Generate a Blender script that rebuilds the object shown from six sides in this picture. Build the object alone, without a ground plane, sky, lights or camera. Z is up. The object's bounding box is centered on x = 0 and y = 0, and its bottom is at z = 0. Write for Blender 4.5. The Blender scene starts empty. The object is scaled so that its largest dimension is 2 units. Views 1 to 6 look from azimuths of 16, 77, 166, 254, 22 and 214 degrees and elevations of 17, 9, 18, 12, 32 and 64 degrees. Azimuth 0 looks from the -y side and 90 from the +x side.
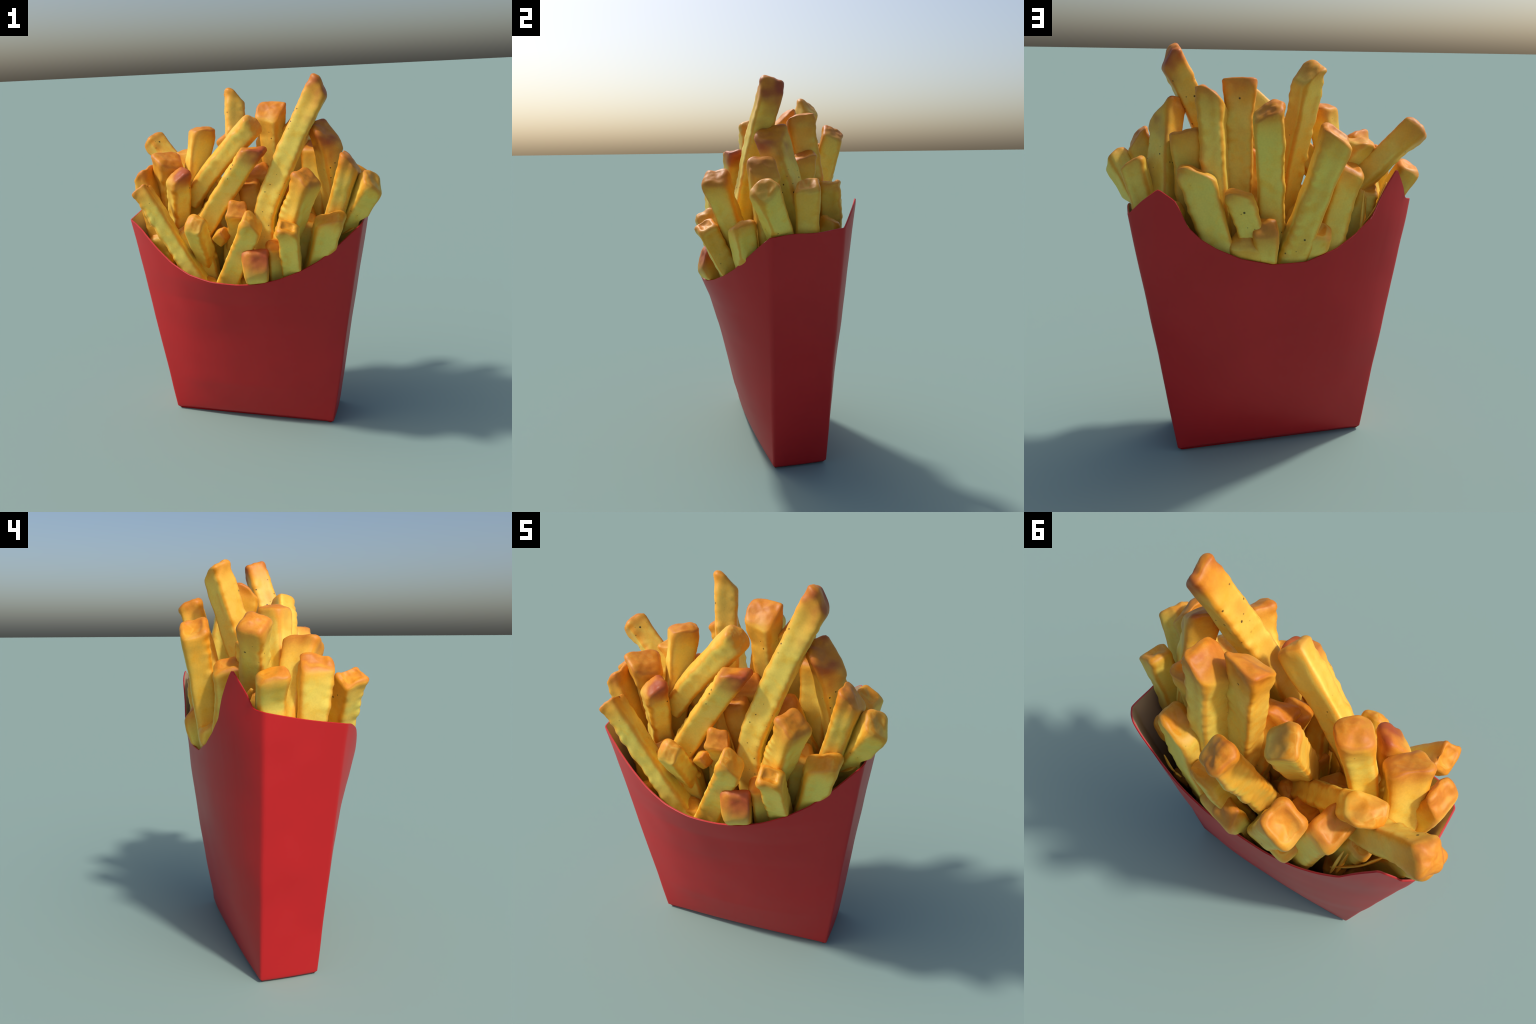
import bpy, math, random
import numpy as np
from mathutils import Vector, Matrix, noise

# ------------------------------------------------------------------ helpers
def srgb(r, g, b):
    f = lambda c: c / 12.92 if c <= 0.04045 else ((c + 0.055) / 1.055) ** 2.4
    return (f(r / 255), f(g / 255), f(b / 255), 1.0)

def sm(t, a=0.0, b=1.0):
    t = max(0.0, min(1.0, (t - a) / (b - a)))
    return t * t * (3 - 2 * t)

class Nodes:
    """small convenience wrapper round a material's node tree"""
    def __init__(self, name):
        self.mat = bpy.data.materials.new(name)
        self.mat.use_nodes = True
        self.nt = self.mat.node_tree
        self.bsdf = self.nt.nodes["Principled BSDF"]
    def new(self, kind, **props):
        n = self.nt.nodes.new(kind)
        for k, v in props.items():
            setattr(n, k, v)
        return n
    def link(self, a, b):
        self.nt.links.new(a, b)
    def put(self, sock, v):
        if isinstance(v, bpy.types.NodeSocket):
            self.link(v, sock)
        else:
            sock.default_value = v
    def math(self, op, a, b=0.0, c=0.0, clamp=False):
        n = self.new("ShaderNodeMath", operation=op, use_clamp=clamp)
        self.put(n.inputs[0], a); self.put(n.inputs[1], b)
        if len(n.inputs) > 2: self.put(n.inputs[2], c)
        return n.outputs[0]
    def mix(self, fac, a, b, blend='MIX'):
        n = self.new("ShaderNodeMix", data_type='RGBA', blend_type=blend)
        self.put(n.inputs[0], fac); self.put(n.inputs[6], a); self.put(n.inputs[7], b)
        return n.outputs[2]
    def noise(self, vec, scale, detail=2.0, rough=0.5, dist=0.0, w=None):
        n = self.new("ShaderNodeTexNoise", noise_dimensions='4D' if w is not None else '3D')
        self.link(vec, n.inputs["Vector"])
        n.inputs["Scale"].default_value = scale
        n.inputs["Detail"].default_value = detail
        n.inputs["Roughness"].default_value = rough
        n.inputs["Distortion"].default_value = dist
        if w is not None: self.link(w, n.inputs["W"])
        return n.outputs["Fac"]
    def step(self, v, lo, hi):
        n = self.new("ShaderNodeMapRange", interpolation_type='SMOOTHSTEP')
        self.put(n.inputs["Value"], v)
        n.inputs["From Min"].default_value = lo
        n.inputs["From Max"].default_value = hi
        return n.outputs["Result"]

# ------------------------------------------------------------------ materials
def fry_material(name, toast, reach, char, eyes=0.63, sear=0.42):
    """toast: how brown the end gets, reach: length of the browned end (m),
    char: amount of dark red scorch. Local z runs along the fry, 0 at its end."""
    m = Nodes(name)
    tc = m.new("ShaderNodeTexCoord")
    obj, nrm = tc.outputs["Object"], tc.outputs["Normal"]
    info = m.new("ShaderNodeObjectInfo")
    rnd = info.outputs["Random"]
    seed = m.math('MULTIPLY', rnd, 37.0)
    sep = m.new("ShaderNodeSeparateXYZ"); m.link(obj, sep.inputs[0])
    depth = m.math('MULTIPLY', sep.outputs["Z"], -1.0)
    big = m.noise(obj, 7.0, 2.0, 0.5, 0.3, seed)
    mid = m.noise(obj, 22.0, 3.0, 0.55, 0.4, seed)
    fine = m.noise(obj, 130.0, 3.0, 0.6, 0.0, seed)
    # pale flesh, slightly greenish in places, warmer in others
    base = m.mix(m.step(big, 0.3, 0.7), srgb(*C_PALE), srgb(*C_GREEN))
    base = m.mix(m.math('MULTIPLY', m.step(mid, 0.42, 0.75), 0.55), base, srgb(*C_WARM))
    # the edges between the cut faces fry to gold
    ns = m.new("ShaderNodeSeparateXYZ"); m.link(nrm, ns.inputs[0])
    ax = m.math('ABSOLUTE', ns.outputs["X"]); ay = m.math('ABSOLUTE', ns.outputs["Y"])
    edge = m.math('DIVIDE', m.math('MINIMUM', ax, ay), m.math('MAXIMUM', m.math('MAXIMUM', ax, ay), 0.05))
    edge = m.step(m.math('ADD', edge, m.math('MULTIPLY', m.math('SUBTRACT', mid, 0.5), 0.6)), 0.08, 0.75)
    col = m.mix(m.math('MULTIPLY', edge, 0.66), base, srgb(*C_GOLD))
    # one or two sides of each fry lay against the hot fat longer and are more golden
    fried = m.step(m.noise(nrm, 0.9, 0.0, 0.5, 0.0, seed), 0.50, 0.66)
    col = m.mix(m.math('MULTIPLY', fried, 0.45), col, srgb(*C_GOLD))
    # browned end
    d = m.math('ADD', depth, m.math('MULTIPLY', m.math('SUBTRACT', big, 0.5), reach * 1.3))
    d = m.math('ADD', d, m.math('MULTIPLY', m.math('SUBTRACT', mid, 0.5), reach * 0.5))
    near = m.math('SUBTRACT', 1.0, m.step(d, -0.02, reach * 2.0))
    tip = m.math('SUBTRACT', 1.0, m.step(d, -0.02, reach * 0.95))
    col = m.mix(m.math('MULTIPLY', near, 0.75 * toast), col, srgb(*C_GOLD))
    col = m.mix(m.math('MULTIPLY', m.math('MULTIPLY', tip, m.math('MULTIPLY_ADD', m.step(m.noise(obj, 26.0, 3.0, 0.6, 0.3, seed), 0.3, 0.7), 0.45, 0.6)), 0.9 * toast), col, srgb(*C_BROWN))
    # crust darkest along the rim of the end
    along = m.math('ABSOLUTE', ns.outputs["Z"])
    side = m.math('MAXIMUM', ax, ay)
    lip = m.math('MULTIPLY', m.math('MULTIPLY', m.step(m.math('MINIMUM', along, side), 0.3, 0.7), near), 0.42 * toast)
    col = m.mix(lip, col, srgb(*C_CRUST))
    # scorched red patches close to the end
    if char > 0:
        sc = m.math('MULTIPLY', m.step(m.noise(obj, 9.0, 1.0, 0.5, 0.2, seed), sear, sear + 0.24), near)
        col = m.mix(m.math('MULTIPLY', sc, char), col, srgb(*C_CHAR))
    # fine mottling, stronger where browned
    mott = m.math('MULTIPLY_ADD', m.math('SUBTRACT', fine, 0.5), 0.22, 1.0)
    mv = m.new("ShaderNodeVectorMath", operation='SCALE')
    m.link(col, mv.inputs[0]); m.link(mott, mv.inputs["Scale"])
    col = mv.outputs[0]
    # tiny dark eyes in small groups
    off = m.new("ShaderNodeVectorMath", operation='ADD')
    m.link(obj, off.inputs[0]); m.link(seed, off.inputs[1])
    vo = m.new("ShaderNodeTexVoronoi", feature='F1')
    m.link(off.outputs[0], vo.inputs["Vector"]); vo.inputs["Scale"].default_value = 32.0
    sc2 = m.new("ShaderNodeSeparateColor"); m.link(vo.outputs["Color"], sc2.inputs[0])
    size = m.math('MULTIPLY_ADD', sc2.outputs[0], 0.16, 0.03)
    group = m.step(m.noise(obj, 6.0, 0.0, 0.5, 0.0, seed), eyes, eyes + 0.04)
    group = m.math('MULTIPLY', group, m.step(depth, 0.04, 0.07))
    dot = m.math('MULTIPLY', m.math('SUBTRACT', 1.0, m.step(m.math('DIVIDE', vo.outputs["Distance"], size), 0.6, 1.2)), group)
    col = m.mix(m.math('MULTIPLY', dot, 0.9), col, srgb(52, 40, 22))
    m.link(col, m.bsdf.inputs["Base Color"])
    m.bsdf.inputs["Roughness"].default_value = 0.5
    m.bsdf.inputs["Specular IOR Level"].default_value = 0.35
    bump = m.new("ShaderNodeBump")
    bump.inputs["Strength"].default_value = 0.15; bump.inputs["Distance"].default_value = 0.003
    m.link(m.math('MULTIPLY_ADD', mid, 0.5, fine), bump.inputs["Height"])
    m.link(bump.outputs[0], m.bsdf.inputs["Normal"])
    return m.mat

C_PALE = (252, 215, 94)
C_GREEN = (238, 213, 94)
C_WARM = (251, 196, 52)
C_GOLD = (236, 150, 16)
C_BROWN = (212, 121, 28)
C_CRUST = (184, 92, 28)
C_CHAR = (158, 56, 34)

def card_material(name, rgb, var, rough, scuff):
    m = Nodes(name)
    tc = m.new("ShaderNodeTexCoord"); obj = tc.outputs["Object"]
    n1 = m.noise(obj, 3.0, 2.0); n2 = m.noise(obj, 60.0, 3.0, 0.6)
    col = m.mix(m.step(n1, 0.3, 0.7), srgb(*rgb), srgb(*var))
    if scuff:
        sc = m.noise(obj, 9.0, 6.0, 0.75, 2.5)
        line = m.math('SUBTRACT', 1.0, m.step(m.math('ABSOLUTE', m.math('SUBTRACT', sc, 0.5)), 0.0, 0.006))
        gate = m.step(m.noise(obj, 2.6, 1.0), 0.62, 0.7)
        col = m.mix(m.math('MULTIPLY', m.math('MULTIPLY', line, gate), 0.3), col, srgb(110, 22, 26))
    m.link(col, m.bsdf.inputs["Base Color"])
    m.bsdf.inputs["Roughness"].default_value = rough
    m.bsdf.inputs["Specular IOR Level"].default_value = 0.4
    bump = m.new("ShaderNodeBump")
    bump.inputs["Strength"].default_value = 0.06; bump.inputs["Distance"].default_value = 0.002
    m.link(n2, bump.inputs["Height"]); m.link(bump.outputs[0], m.bsdf.inputs["Normal"])
    return m.mat

RED = card_material("red_card_print", (194, 26, 31), (188, 23, 28), 0.45, True)
KRAFT = card_material("bare_card_inside", (206, 182, 156), (198, 174, 148), 0.8, False)
CUT = card_material("cut_card_edge", (206, 84, 84), (196, 66, 68), 0.7, False)

PLAIN = fry_material("fry_pale", 0.6, 0.05, 0.0)
GOLDEN = fry_material("fry_golden", 0.92, 0.08, 0.2)
BURNT = fry_material("fry_toasted", 1.0, 0.13, 0.85, 0.50)
SLIVER = fry_material("scan_sliver_pale", 0.3, 0.03, 0.0)  # for the thin slivers copied from faults of the scan
SEARED = fry_material("fry_seared_end", 1.0, 0.07, 0.8, 0.6, 0.28)
MATS = dict(p=PLAIN, g=GOLDEN, b=BURNT, c=SEARED)

# ------------------------------------------------------------------ the carton
# Four tapering walls over a rectangular base. The front and back bow outward
# with height and end in scooped rims; the back rim rises to two pointed ears.
H0 = 1.26
def lerp(a, b, t): return a + (b - a) * t
def x_left(z):  return lerp(-0.517, -0.690, z / H0)
def x_right(z): return lerp(0.469, 0.648, z / H0)
def corner_y_front(z): return lerp(-0.121, -0.170, z / H0)
def corner_y_back(z):  return lerp(0.167, 0.197, z / H0)
def front_y(x, z):
    t = (x - (x_left(z) + x_right(z)) / 2) / ((x_right(z) - x_left(z)) / 2)
    b = np.interp(z, [0, .07, .25, .43, .635, .815, .95, 1.25], [.012, .034, .082, 0.115, .154, .198, .248, .322])
    return corner_y_front(z) - b * max(0.0, 1 - abs(t) ** lerp(2.5, 2.1, min(1, z / 0.9)))
def back_y(x, z):
    t = (x - (x_left(z) + x_right(z)) / 2) / ((x_right(z) - x_left(z)) / 2)
    b = np.interp(z, [0, .1, .2, .35, .55, .75, .9, 1.04, 1.45], [.012, .038, .060, .087, .117, .141, .156, .164, .205])
    return corner_y_back(z) + b * max(0.0, 1 - abs(t) ** lerp(3.4, 2.8, min(1, z / 0.9)))

FRONT_RIM = [(-0.69, 1.232), (-0.645, 1.224), (-0.585, 1.196), (-0.49, 1.108), (-0.395, 1.038), (-0.28, 0.984),
             (-0.14, 0.954), (0.015, 0.944), (0.135, 0.950), (0.25, 0.975), (0.36, 1.012), (0.457, 1.062),
             (0.545, 1.135), (0.605, 1.195), (0.648, 1.238)]
BACK_RIM = [(0.652, 1.272), (0.58, 1.342), (0.505, 1.402), (0.443, 1.354), (0.424, 1.300), (0.404, 1.236),
            (0.35, 1.178), (0.284, 1.134), (0.173, 1.084), (0.025, 1.050), (-0.14, 1.054), (-0.294, 1.110),
            (-0.385, 1.173), (-0.458, 1.245), (-0.492, 1.340), (-0.525, 1.405), (-0.558, 1.460), (-0.600, 1.400), (-0.630, 1.355),
            (-0.648, 1.312), (-0.665, 1.302), (-0.699, 1.294)]
def rim(table, x):
    t = sorted(table)
    return float(np.interp(x, [p[0] for p in t], [p[1] for p in t]))
def rim_smooth(table, x, r):
    return sum(rim(table, x + r * k) for k in (-1, -.5, 0, .5, 1)) / 5

def build_carton():
    TH = 0.008
    NZ = 70
    NF, NS = 130, 34
    # columns run round the box: front, right side, back, left side
    cols = []                                   # (panel, fraction, rim height)
    for i in range(NF): cols.append(("front", i / NF))
    for i in range(NS): cols.append(("right", i / NS))
    for i in range(NF): cols.append(("back", i / NF))
    for i in range(NS): cols.append(("left", i / NS))
    n = len(cols)
    def wall(panel, u, z):
        if panel == "front":
            x = lerp(x_left(z), x_right(z), u); return Vector((x, front_y(x, z), z))
        if panel == "back":
            x = lerp(x_right(z), x_left(z), u); return Vector((x, back_y(x, z), z))
        if panel == "right":
            return Vector((x_right(z) + 0.004 * math.sin(math.pi * u), lerp(corner_y_front(z), corner_y_back(z), u), z))
        return Vector((x_left(z) - 0.004 * math.sin(math.pi * u), lerp(corner_y_back(z), corner_y_front(z), u), z))
    def top(panel, u):
        if panel == "front": return rim_smooth(FRONT_RIM, lerp(-0.690, 0.648, u), 0.012)
        if panel == "right": return lerp(1.238, 1.272, u) + 0.006 * math.sin(u * 7)* math.sin(math.pi * u)
        if panel == "back":
            x = lerp(0.652, -0.699, u); return rim_smooth(BACK_RIM, x, 0.006)
        return lerp(1.294, 1.232, u) - 0.006 * math.sin(math.pi * u)
    grid = np.zeros((NZ + 1, n, 3))
    for j, (p, u) in enumerate(cols):
        zt = top(p, u)
        for k in range(NZ + 1):
            # the long lower edges arch up a little between the corners
            z0 = 0.020 * (1 - abs(2 * u - 1) ** 3) if p in ("front", "back") else 0.0
            z = z0 + (zt - z0) * k / NZ
            v = wall(p, u, max(z, 0.0))
            # gentle buckling of the card
            a = noise.noise(Vector((v.x * 2.2, v.y * 2.2, v.z * 2.6 + 4.0))) * 0.007 * sm(z, 0.05, 0.4)
            a += noise.noise(Vector((v.x * 6, v.y * 6, v.z * 6 + 9.0))) * 0.0025 * sm(z, 0.05, 0.3)
            c = Vector((v.x * 0.25, v.y, 0)); c.normalize()
            v += c * a
            grid[k, j] = v
    # soften the four folds by averaging round the loop a little
    for _ in range(1):
        g = grid.copy()
        g[:, :, :2] = 0.5 * grid[:, :, :2] + 0.25 * (np.roll(grid, 1, 1)[:, :, :2] + np.roll(grid, -1, 1)[:, :, :2])
        grid = g
    # outward normals of the wall
    du = np.roll(grid, -1, 1) - np.roll(grid, 1, 1)
    dz = np.gradient(grid, axis=0)
    nr = np.cross(du, dz); nr /= np.linalg.norm(nr, axis=2, keepdims=True) + 1e-12
    inner = grid - nr * TH
    inner[:, :, 2] = np.maximum(inner[:, :, 2], 0.035)
    # round the foot: the lowest rings tuck under
    R = 0.022
    foot_idx = [k for k in range(NZ + 1)]
    for k in range(NZ + 1):
        for j in range(n):
            z = grid[k, j, 2]
            z -= grid[0, j, 2]
            if z < R:
                ins = R - math.sqrt(max(0, R * R - (R - z) ** 2))
                grid[k, j, :2] -= nr[k, j, :2] * ins * 0.8
    nr_o = nr.copy()
    for k in range(NZ + 1):
        f = (grid[k, :, 2] - grid[0, :, 2]) / R
        w = np.clip(1 - f, 0, 1)[:, None]
        nr_o[k] = nr[k] * (1 - w * 0.6) + np.array([0, 0, -1.0]) * w * 0.6
    nr_o /= np.linalg.norm(nr_o, axis=2, keepdims=True)

    root = bpy.data.objects.new("fries_carton", None)
    root.empty_display_size = 0.2
    bpy.context.collection.objects.link(root)
    root["label"] = "open red card carton with scooped rim and tapering sides"
    root["category"] = "food carton"

    ranges = [("front_panel", 0, NF), ("side_panel", NF, NF + NS),
              ("back_panel", NF + NS, 2 * NF + NS), ("side_panel", 2 * NF + NS, n)]
    for name, a, b in ranges:
        vs, fs, mi, nm = [], [], [], []
        m = b - a + 1
        for gset, ns, sgn in ((grid, nr_o, 1), (inner, nr, -1)):
            for k in range(NZ + 1):
                for j in range(a, b + 1):
                    vs.append(gset[k, j % n]); nm.append(ns[k, j % n] * sgn)
        off = m * (NZ + 1)
        for k in range(NZ):
            for j in range(m - 1):
                q = k * m + j
                fs.append((q, q + 1, q + m + 1, q + m)); mi.append(0)
                q += off
                fs.append((q, q + m, q + m + 1, q + 1)); mi.append(1)
        # cut edge along the top, slightly crowned
        base = len(vs)
        for j in range(a, b + 1):
            o, i = grid[NZ, j % n], inner[NZ, j % n].copy()
            i[2] = o[2]
            mid = (o + i) / 2 + np.array([0, 0, 0.0025])
            for p_, nn in ((o, nr[NZ, j % n] * 0.7 + np.array([0, 0, .7])), (mid, np.array([0, 0, 1.0])),
                           (inner[NZ, j % n], -nr[NZ, j % n] * 0.7 + np.array([0, 0, .7]))):
                vs.append(p_); nm.append(nn / np.linalg.norm(nn))
        for j in range(m - 1):
            q = base + 3 * j
            for s in (0, 1):
                fs.append((q + s, q + 3 + s, q + 4 + s, q + 1 + s)); mi.append(2 if s else 0)
        me = bpy.data.meshes.new(name)
        me.from_pydata([tuple(v) for v in vs], [], fs)
        for mt in (RED, KRAFT, CUT): me.materials.append(mt)
        me.polygons.foreach_set("material_index", mi)
        me.polygons.foreach_set("use_smooth", [True] * len(fs))
        me.update()
        me.normals_split_custom_set_from_vertices([tuple(v) for v in nm])
        o = bpy.data.objects.new(name, me); o.parent = root
        bpy.context.collection.objects.link(o)
    # floor of the carton: closed slab inside the foot ring
    ring = grid[0]
    vs = [tuple(v) for v in ring] + [(v[0], v[1], 0.04) for v in ring]
    fs = [tuple(range(n - 1, -1, -1)), tuple(range(n, 2 * n))]
    fs += [(j, (j + 1) % n, n + (j + 1) % n, n + j) for j in range(n)]
    me = bpy.data.meshes.new("base_panel"); me.from_pydata(vs, [], fs)
    for mt in (RED, KRAFT): me.materials.append(mt)
    me.polygons[1].material_index = 1
    o = bpy.data.objects.new("base_panel", me); o.parent = root
    bpy.context.collection.objects.link(o)

build_carton()

# ------------------------------------------------------------------ the fries
def az_vec(az):
    a = math.radians(az)
    return Vector((math.sin(a), -math.cos(a), 0))

def keep_inside(p, margin):
    """pull a hidden spine point back inside the carton"""
    p = Vector(p)
    z = min(max(p.z, 0.05), 1.2)
    p.x = min(max(p.x, x_left(z) + margin), x_right(z) - margin)
    lo, hi = front_y(p.x, z) + margin, back_y(p.x, z) - margin
    if lo > hi: lo = hi = (lo + hi) / 2
    p.y = min(max(p.y, lo), hi)
    return p

def press_in(p, gap=0.022):
    """fries touching the card below the rim are pressed flat against it"""
    p = Vector(p)
    z = max(p.z, 0.04)
    xc = min(max(p.x, x_left(z) + 0.03), x_right(z) - 0.03)
    side = lerp(1.238, 1.272, 0.5) if p.x > 0 else 1.262
    if z < side + 0.02:
        k = 1 - sm(z, side - 0.02, side + 0.02)
        q = min(max(p.x, x_left(z) + gap), x_right(z) - gap)
        p.x = lerp(p.x, q, k)
    rf, rb = rim(FRONT_RIM, xc), rim(BACK_RIM, xc)
    if z < rf + 0.02 and p.y < 0:
        p.y = lerp(p.y, max(p.y, front_y(xc, z) + gap), 1 - sm(z, rf - 0.02, rf + 0.02))
    if z < rb + 0.02 and p.y > 0:
        p.y = lerp(p.y, min(p.y, back_y(xc, z) - gap), 1 - sm(z, rb - 0.02, rb + 0.02))
    return p

def catmull(pts, n):
    P = [pts[0] * 2 - pts[1]] + pts + [pts[-1] * 2 - pts[-2]]
    out = []
    for i in range(1, len(P) - 2):
        a, b, c, d = P[i - 1], P[i], P[i + 1], P[i + 2]
        for k in range(n):
            t = k / n
            out.append(0.5 * ((2 * b) + (c - a) * t + (2 * a - 5 * b + 4 * c - d) * t * t + (3 * b - a - 3 * c + d) * t ** 3))
    out.append(P[-2].copy())
    return out

def resample(pts, step):
    L = [0.0]
    for a, b in zip(pts, pts[1:]): L.append(L[-1] + (b - a).length)
    n = max(8, int(L[-1] / step))
    xs = np.linspace(0, L[-1], n + 1)
    A = np.array([list(p) for p in pts])
    return [Vector((np.interp(x, L, A[:, 0]), np.interp(x, L, A[:, 1]), np.interp(x, L, A[:, 2]))) for x in xs], L[-1]

NSEG = 48
def section(phi, hw, ht, power, sink):
    """rounded rectangle with slightly sunken faces"""
    c, s = math.cos(phi), math.sin(phi)
    r = (abs(c) ** power + abs(s) ** power) ** (-1 / power)
    face = abs(math.cos(2 * phi)) ** 2.0
    r *= 1 - sink * face
    return r * c * hw, r * s * ht, abs(math.sin(2 * phi)) ** 3

def build_fry(spine, w, t, az, cut_az=0, tilt=0, flare=0.07, dish=0.012, seed=1, name="french_fry", rough=1.0):
    """spine: points from the foot to the centre of the end face.
    w, t: width and thickness; az: compass direction of the broad face;
    cut_az, tilt: which way and how steeply the end is cut off."""
    rng = random.Random(seed)
    raw = catmull([Vector(p) for p in spine], 16)
    half = min(w, t) * 0.42 + 0.02
    def held(p):                                # how firmly the carton holds this point
        r = rim(FRONT_RIM if p.y < 0 else BACK_RIM, min(max(p.x, -0.62), 0.6))
        return 1 - sm(p.z, r - 0.12, r + 0.06)
    raw = [p.lerp(keep_inside(p, half), held(p)) for p in raw]
    pts, L = resample(raw, 0.0085)
    axis = (pts[-1] - pts[max(0, len(pts) - 24)]).normalized()
    yv = az_vec(az); yv = (yv - axis * yv.dot(axis)).normalized()
    xv = yv.cross(axis).normalized()
    M = Matrix((xv, yv, axis)).transposed()
    Mi = M.transposed()
    tip = pts[-1]
    loc = [Mi @ (p - tip) for p in pts]
    cv = Mi @ az_vec(cut_az); cv.z = 0
    if cv.length > 1e-6: cv.normalize()
    so = Vector((rng.uniform(-50, 50), rng.uniform(-50, 50), rng.uniform(-50, 50)))
    power = rng.uniform(4.0, 5.8); sink = rng.uniform(0.035, 0.065)
    w *= 0.985; t *= 0.985
    slope = math.tan(math.radians(tilt))
    wavy = [rng.choice((0.15, 0.5, 1.0)) for _ in range(4)]     # how crimped each long edge is
    taper = rng.uniform(-0.05, 0.06)
    trap, skew = rng.uniform(-0.14, 0.14), rng.uniform(-0.10, 0.10)   # section is never a true square
    dish = dish * rng.choice((-0.9, -0.4, 0.3, 1.0))                 # domed, flat or sunken end
    end_power = rng.uniform(2.5, 4.6)                               # some ends are rounder than the shaft
    flare += rng.uniform(-0.05, 0.07)
    tilt = tilt + rng.uniform(-4, 12) if tilt < 30 else tilt
    rc = rng.uniform(0.18, 0.30) * min(w, t) * (1 - tilt / 110)
    n = len(loc)
    rings = []                                  # (centre, tangent, scale, inset, is_cap)
    for i in range(n):
        tg = (loc[min(i + 1, n - 1)] - loc[max(i - 1, 0)]).normalized()
        rings.append([loc[i], tg, 1.0, 0.0, False])
    # rounded shoulder then a dished face at the end, plain rounded foot
    cap = []
    end_t = rings[-1][1]
    for k in range(1, 7):
        th = k / 6 * math.pi / 2
        cap.append([loc[-1] - end_t * rc * (1 - math.sin(th)), end_t, 1 - rc * (1 - math.cos(th)) / (min(w, t) / 2), 0, True])
    s0 = cap[-1][2]
    for k in range(1, 8):
        s = s0 * (1 - k / 7.5)
        cap.append([loc[-1] - end_t * dish * (1 - (s / s0) ** 2), end_t, s, 0, True])
    rings = [r for r in rings if (r[0] - loc[-1]).dot(end_t) < -rc * 1.02] + cap
    foot = []
    t0 = rings[0][1]; c0 = rings[0][0]
    for k in range(1, 6):
        th = k / 5.2 * math.pi / 2
        foot.append([c0 - t0 * rc * math.sin(th), t0, math.cos(th) , 0, False])
    rings = foot[::-1] + rings
    vs, edgew, sds = [], [], []
    for c, tg, sc, _, cap_ in rings:
        d_end = -c.z
        xl = (Vector((1, 0, 0)) - tg * tg.x).normalized()
        yl = tg.cross(xl)
        fl = 1 + flare * (1 - sm(d_end, 0.0, 0.16)) + taper * sm(d_end, 0.0, 0.6)
        wob = noise.noise(so + Vector((0, 0, c.z * 4.0))) * 0.10
        wob2 = noise.noise(so + Vector((9, 0, c.z * 4.0))) * 0.10
        fade = 1 - sm(d_end, 0.02, 0.03 + slope * max(w, t) * 0.9 + 0.05)
        for k in range(NSEG):
            phi = 2 * math.pi * k / NSEG
            x, y, ew = section(phi, w / 2 * fl * (1 + wob), t / 2 * fl * (1 + wob2), lerp(end_power, power, sm(d_end, 0.0, 0.12)), sink)
            x, y = x * (1 + trap * y / (t / 2)) + skew * y * w / t, y
            x *= sc; y *= sc
            p = c + xl * x + yl * y
            u = (x * cv.x + y * cv.y) / (max(w, t) / 2)
            if u < -0.15: u = -0.15 - 0.42 * (1 - math.exp(-(-0.15 - u) / 0.42))   # blunt peak
            p = p - tg * (slope * u * max(w, t) / 2 * fade)
            vs.append(p); edgew.append(ew * sc * wavy[k * 4 // NSEG])
    m = len(rings)
    fs = []
    for i in range(m - 1):
        for k in range(NSEG):
            a, b = i * NSEG + k, i * NSEG + (k + 1) % NSEG
            fs.append((a, b, b + NSEG, a + NSEG))
    fs.append(tuple(range(NSEG - 1, -1, -1)))
    fs.append(tuple((m - 1) * NSEG + k for k in range(NSEG)))
    me = bpy.data.meshes.new(name)
    me.from_pydata(vs, [], fs)
    me.update()
    nm = [v.normal.copy() for v in me.vertices]
    co = []
    for v, nn, ew in zip(vs, nm, edgew):
        q = v + so
        a = noise.noise(q * 8.0) * 0.0075 + noise.noise(q * 22.0) * 0.0016 + noise.noise(q * 60.0) * 0.0005
        a += ew * (noise.noise(Vector((q.x * 10, q.y * 10, q.z * 34))) * 0.0085)
        if v.z > -0.06:                         # blistered end face
            a += sm(v.z, -0.05, 0.0) * (noise.noise(q * 13.0) * 0.013 + noise.noise(q * 34.0) * 0.004)
        co.append(Mi @ (press_in(tip + M @ (v + nn * a * rough)) - tip))
    for v, c in zip(me.vertices, co): v.co = c
    me.polygons.foreach_set("use_smooth", [True] * len(fs))
    me.update()
    o = bpy.data.objects.new(name, me)
    o.matrix_world = Matrix.Translation(tip) @ M.to_4x4()
    bpy.context.collection.objects.link(o)
    return o

def foot_for(tip, low, depth_z, margin):
    """carry the line of a fry on down into the carton"""
    tip, low = Vector(tip), Vector(low)
    d = (low - tip).normalized()
    d = Vector((d.x, d.y, min(d.z, -0.35))).normalized()
    f = low + d * max(0.0, (low.z - depth_z) / -d.z)
    return keep_inside(f, margin)

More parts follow.
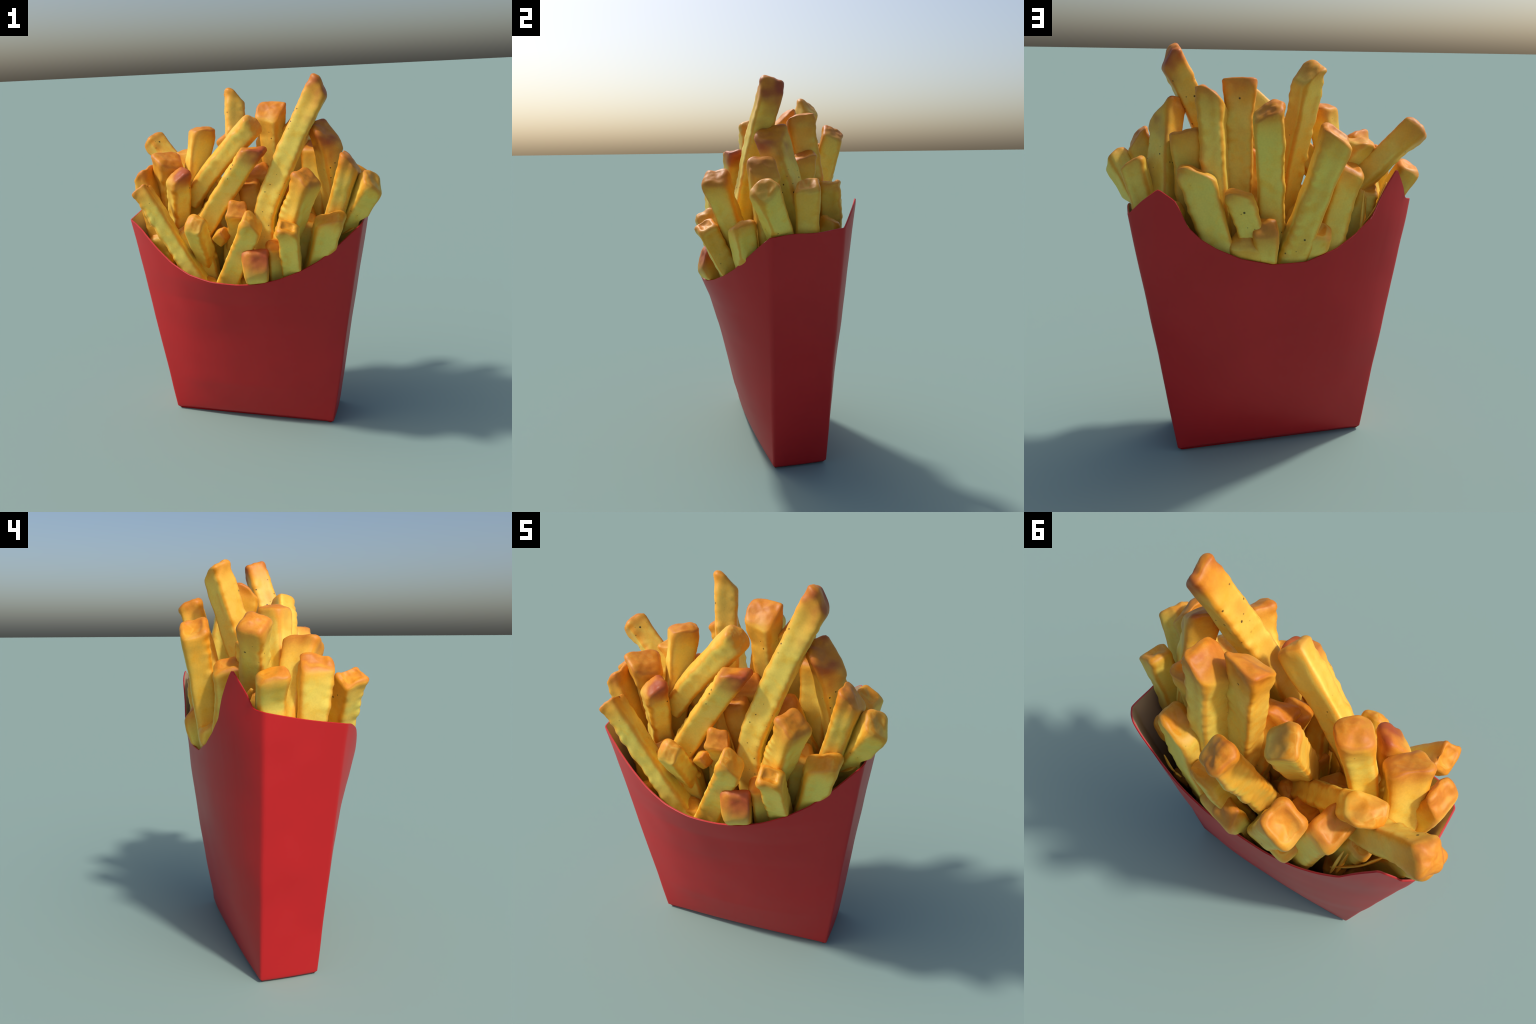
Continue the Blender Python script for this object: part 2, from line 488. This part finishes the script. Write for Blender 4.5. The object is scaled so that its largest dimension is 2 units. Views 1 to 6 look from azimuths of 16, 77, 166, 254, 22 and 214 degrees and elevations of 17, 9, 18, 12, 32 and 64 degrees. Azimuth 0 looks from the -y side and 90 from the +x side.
#  end centre,             visible low point,        w,    t,   face, cut dir, tilt, toast
FRIES = [
 ((0.424,-0.094,1.955), [(0.268,-0.152,1.627),(0.178,-0.183,1.420),(0.128,-0.190,1.270),(0.120,-0.190,1.050)], .124,.118, -5,  90,36,'b',.05),   # A
 ((-0.150,0.260,1.890), [(-0.113,0.102,1.456)],  .116,.118, 25, 105,38,'p',.05),   # B
 ((0.113,0.041,1.822),  [(0.133,0.090,1.377)],   .135,.120,-15,   0,40,'g',.16),   # C
 ((0.048,0.348,1.740),  [(-0.013,0.169,1.085)],  .130,.118,165,  95,30,'g'),   # D
 ((0.066,-0.138,1.757), [(-0.180,-0.082,1.518),(-0.350,-0.030,1.325)], .122,.110, 10, 60,10,'p',.08,1),   # E
 ((0.261,0.087,1.788),  [(0.254,0.151,1.414)],   .120,.140,170, 270,42,'g',.20),   # F
 ((0.433,-0.107,1.726), [(0.473,-0.006,1.359)],  .122,.122, 40,  80,45,'b'),   # G
 ((0.091,-0.226,1.640), [(-0.253,-0.158,1.168)], .120,.105, 15, 260,35,'c',.06),   # H
 ((-0.275,0.020,1.722), [(-0.344,0.025,1.445)],  .124,.120, 40, 250,20,'g'),   # I
 ((-0.690,0.238,1.650), [(-0.469,0.168,1.413)],  .115,.115,235,   0, 0,'g'),   # J
 ((-0.439,0.176,1.573), [(-0.220,0.085,1.25)],   .130,.110, 30,  70,30,'p'),   # K
 ((-0.249,0.390,1.639), [(-0.090,0.280,1.086)],  .132,.122,172, 250,20,'g',.17),   # L
 ((-0.463,-0.066,1.566),[(-0.520,0.040,1.280)],  .135,.122, 40,  90,25,'g',.20),   # M
 ((-0.690,0.165,1.450), [(-0.610,0.140,1.250)],  .125,.110,260, 180,15,'g'),   # M1
 ((-0.625,-0.052,1.495),[(-0.581,-0.036,1.208)], .145,.105,265, 260,35,'g',.15),   # N
 ((-0.369,-0.168,1.495),[(-0.400,-0.110,1.30)],  .120,.118, 40, 300,35,'c'),   # O
 ((-0.566,-0.240,1.424),[(-0.269,-0.257,0.931)], .100,.120, 20, 250,20,'g',.08),   # P
 ((-0.225,-0.344,1.264),[(-0.238,-0.150,0.980)], .105,.100,-10,   0,15,'p'),   # Q
 ((0.000,-0.290,1.330), [(-0.040,-0.180,1.200)], .105,.095, 10,   0,20,'g'),   # R
 ((0.116,-0.387,1.289), [(-0.055,-0.288,0.965)], .108,.100, 10,  90,30,'p'),   # T
 ((0.119,-0.413,1.090), [(0.103,-0.335,0.920)],  .122,.105, 15,   0,45,'c'),   # U
 ((0.300,-0.421,1.273), [(0.289,-0.277,0.983)],  .112,.105,  0,  90,25,'p'),   # V
 ((0.494,-0.276,1.292), [(0.428,-0.227,1.045)],  .140,.105, 10, 290,30,'p'),   # W
 ((0.397,-0.379,1.520), [(0.270,-0.260,1.216)],  .120,.120, 60,  90,20,'g'),   # X
 ((0.372,0.074,1.617),  [(0.350,0.057,1.286)],   .140,.120,170,   0,20,'g',.25),   # Y
 ((0.587,-0.183,1.573), [(0.502,-0.144,1.289)],  .115,.130,  0, 100,40,'g'),   # Z
 ((0.698,-0.205,1.470), [(0.535,-0.058,1.149)],   .114,.122, 20,  80,25,'p',.12),   # AA
 ((0.612,0.023,1.483),  [(0.554,0.046,1.191)],   .120,.112, 75,  70,20,'p'),   # AB
 ((0.013,-0.090,1.440), [(0.060,-0.080,1.200)],  .115,.110, 10,   0,20,'g'),   # AC
 ((0.250,-0.090,1.435), [(0.335,0.000,1.150)],   .128,.115, 30,  20,20,'g'),   # AD
 ((0.050,-0.030,1.500), [(0.100,0.060,1.200)],   .125,.115, 10,  20,20,'g'),   # AE
 ((-0.365,0.246,1.480), [(-0.285,0.240,1.169)],  .130,.150,165, 200,20,'g',.08),   # BB
 ((0.354,0.217,1.473),  [(0.246,0.255,1.096)],   .148,.115,165, 265,38,'p'),   # BE
 ((0.174,0.290,1.379),  [(0.110,0.290,1.200)],   .110,.100,165, 260,35,'p'),   # BF
 ((0.059,0.345,1.231),  [(0.025,0.295,0.950)],   .100,.092,165, 170,35,'g'),   # BG
 ((-0.430,0.150,1.230), [(-0.380,0.130,1.000)],  .125,.115,165, 200,25,'p'),   # below J
 ((-0.540,0.060,1.240), [(-0.500,0.060,1.000)],  .120,.115,250, 200,20,'p'),   # below N
 ((-0.200,0.130,1.230), [(-0.180,0.120,1.000)],  .130,.120,165, 120,25,'g'),   # below B
 ((-0.250,-0.180,1.150),[(-0.230,-0.150,0.950)], .120,.110, 10,  20,20,'p'),   # below H
 ((0.350,-0.160,1.260), [(0.320,-0.130,1.000)],  .115,.105, 20,  40,25,'p'),   # between V and W
 ((-0.370,-0.200,1.180),[(-0.330,-0.160,0.950)], .120,.105, 10, 300,25,'p'),   # behind P
 ((0.205,-0.320,1.150), [(0.195,-0.270,0.950)],  .095,.095, 30,  60,25,'g'),   # between U and V
 ((0.125,0.315,1.170),  [(0.110,0.265,0.960)],   .150,.105,165, 170,30,'p'),   # BI
 ((-0.190,0.320,1.200), [(-0.150,0.270,0.960)],  .140,.105,165, 170,30,'p'),   # BJ
 ((-0.470,0.200,1.360), [(-0.400,0.180,1.100)],  .115,.105,165, 170,30,'p'),   # BK
 ((0.464,0.190,1.295),  [(0.440,0.150,1.100)],   .110,.100,150, 180,20,'p'),   # BH
]
# shorter fries packed in the gaps between the tall ones
rng = random.Random(11)
FILL = []
for gx in np.arange(-0.50, 0.50, 0.145):
    for gy in (-0.22, -0.06, 0.10, 0.22):
        z = (1.10 if -0.15 < gy < 0.15 else 0.98) + rng.uniform(-0.06, 0.08)
        z -= 0.04 * (gy < -0.15)
        tip = keep_inside((gx + rng.uniform(-.04, .04), gy + rng.uniform(-.03, .03), z), 0.07)
        low = keep_inside((tip.x * 0.9 + rng.uniform(-.06, .06), tip.y * 0.8, z - 0.35), 0.07)
        FILL.append((tuple(tip), [tuple(low)], rng.uniform(.1, .125), rng.uniform(.095, .115), rng.uniform(0, 90),
                     rng.uniform(0, 360), rng.uniform(5, 35), 'p'))

LABELS = {'c': "short browned potato stick with reddish seared end",
          'p': "pale yellow fried potato stick with golden edges",
          'g': "golden fried potato stick with browned blunt end",
          'b': "crisp fried potato stick with scorched reddish end"}
for i, (tip, lows, w, t, az, caz, tilt, kind, *more) in enumerate(FRIES + FILL):
    pts = [Vector(tip)] + [Vector(p) for p in lows]
    pts[0] += (pts[0] - pts[1]).normalized() * (0.004 if i else 0.0)
    flare = more[0] if more else 0.10
    pts = [pts[0]] + [keep_inside(p, max(w, t) * 0.5) if p.z < 1.05 else p for p in pts[1:]]
    hidden = i >= len(FRIES)
    loose = len(more) > 1                         # a short fry whose lower end lies in view
    foot = pts[-1] if loose else foot_for(pts[-2], pts[-1], 0.62 if not hidden else 0.50, 0.065)
    o = build_fry([foot] + pts[::-1][:-1] + [pts[0]] if (foot - pts[-1]).length > 0.05 else pts[::-1],
                  w, t, az, caz, tilt, flare=flare, seed=100 + i)
    o.data.materials.append(MATS[kind])
    o["label"] = LABELS[kind]; o["category"] = "french fry"

# small loose nub lying between the fries near the front
nub = build_fry([(-0.150, -0.185, 1.135), (-0.125, -0.205, 1.155), (-0.085, -0.235, 1.185)], .075, .065, 20, 60, 20, seed=77,
                name="fry_nub", dish=0.0, rough=1.3)
nub.data.materials.append(GOLDEN)
nub["label"] = "small crisp broken piece of fried potato"; nub["category"] = "french fry"

# ------------------------------------------------------------------ scan slivers
# scan-fault films and slivers between the fries, not real potato, joined in one part
def sliver_mesh(strips):
    vs, fs = [], []
    for pts, width, thick, wd in strips:
        line, L = resample(catmull([Vector(p) for p in pts], 8), 0.012)
        n = len(line); wv = Vector(wd).normalized()
        base = len(vs)
        for i, p in enumerate(line):
            tg = (line[min(i + 1, n - 1)] - line[max(i - 1, 0)]).normalized()
            sv = (wv - tg * wv.dot(tg)).normalized(); nv = tg.cross(sv)
            f = math.sin(math.pi * (0.06 + 0.9 * i / (n - 1))) ** 0.6
            curl = noise.noise(p * 14) * 0.5
            sv = (sv + nv * curl).normalized(); nv = tg.cross(sv)
            for k in range(8):
                a = 2 * math.pi * k / 8
                vs.append(p + sv * (width / 2 * f * math.cos(a)) + nv * (thick / 2 * (0.4 + 0.6 * f) * math.sin(a)))
        for i in range(n - 1):
            for k in range(8):
                a, b = base + i * 8 + k, base + i * 8 + (k + 1) % 8
                fs.append((a, b, b + 8, a + 8))
        fs.append(tuple(base + k for k in range(7, -1, -1)))
        fs.append(tuple(base + (n - 1) * 8 + k for k in range(8)))
    me = bpy.data.meshes.new("scan_slivers")
    me.from_pydata([tuple(v) for v in vs], [], fs)
    me.polygons.foreach_set("use_smooth", [True] * len(fs))
    me.materials.append(SLIVER); me.update()
    return me
STRIPS = [
 ([(-0.405,0.300,1.13),(-0.415,0.290,1.25),(-0.425,0.270,1.36)], .014, .005, (1,0,0)),
 ([(-0.425,0.290,1.14),(-0.435,0.270,1.26),(-0.440,0.260,1.33)], .018, .005, (1,.4,0)),
 ([(0.330,0.300,1.14),(0.375,0.300,1.17),(0.405,0.290,1.245)], .024, .006, (1,0,.6)),
 ([(-0.56,-0.19,1.20),(-0.52,-0.20,1.205),(-0.49,-0.20,1.18)], .006, .005, (0,0,1)),
 ([(0.39,-0.25,0.99),(0.405,-0.26,1.05),(0.43,-0.25,1.055)], .022, .005, (1,0,.3)),
 ([(-0.40,0.29,1.17),(-0.50,0.25,1.27),(-0.56,0.21,1.38)], .045, .010, (0,.4,1)),
 ([(-0.52,0.10,1.42),(-0.54,0.09,1.35),(-0.53,0.06,1.27)], .040, .006, (1,.5,0)),
 ([(0.52,-0.12,1.16),(0.585,-0.14,1.20),(0.60,-0.10,1.21)], .040, .010, (0,1,.3)),
]
sh = bpy.data.objects.new("scan_slivers", sliver_mesh(STRIPS))
bpy.context.collection.objects.link(sh)
sh["kind"] = "stuff"; sh["label"] = "thin pale scan artefact slivers between fries"; sh["category"] = "potato shreds"
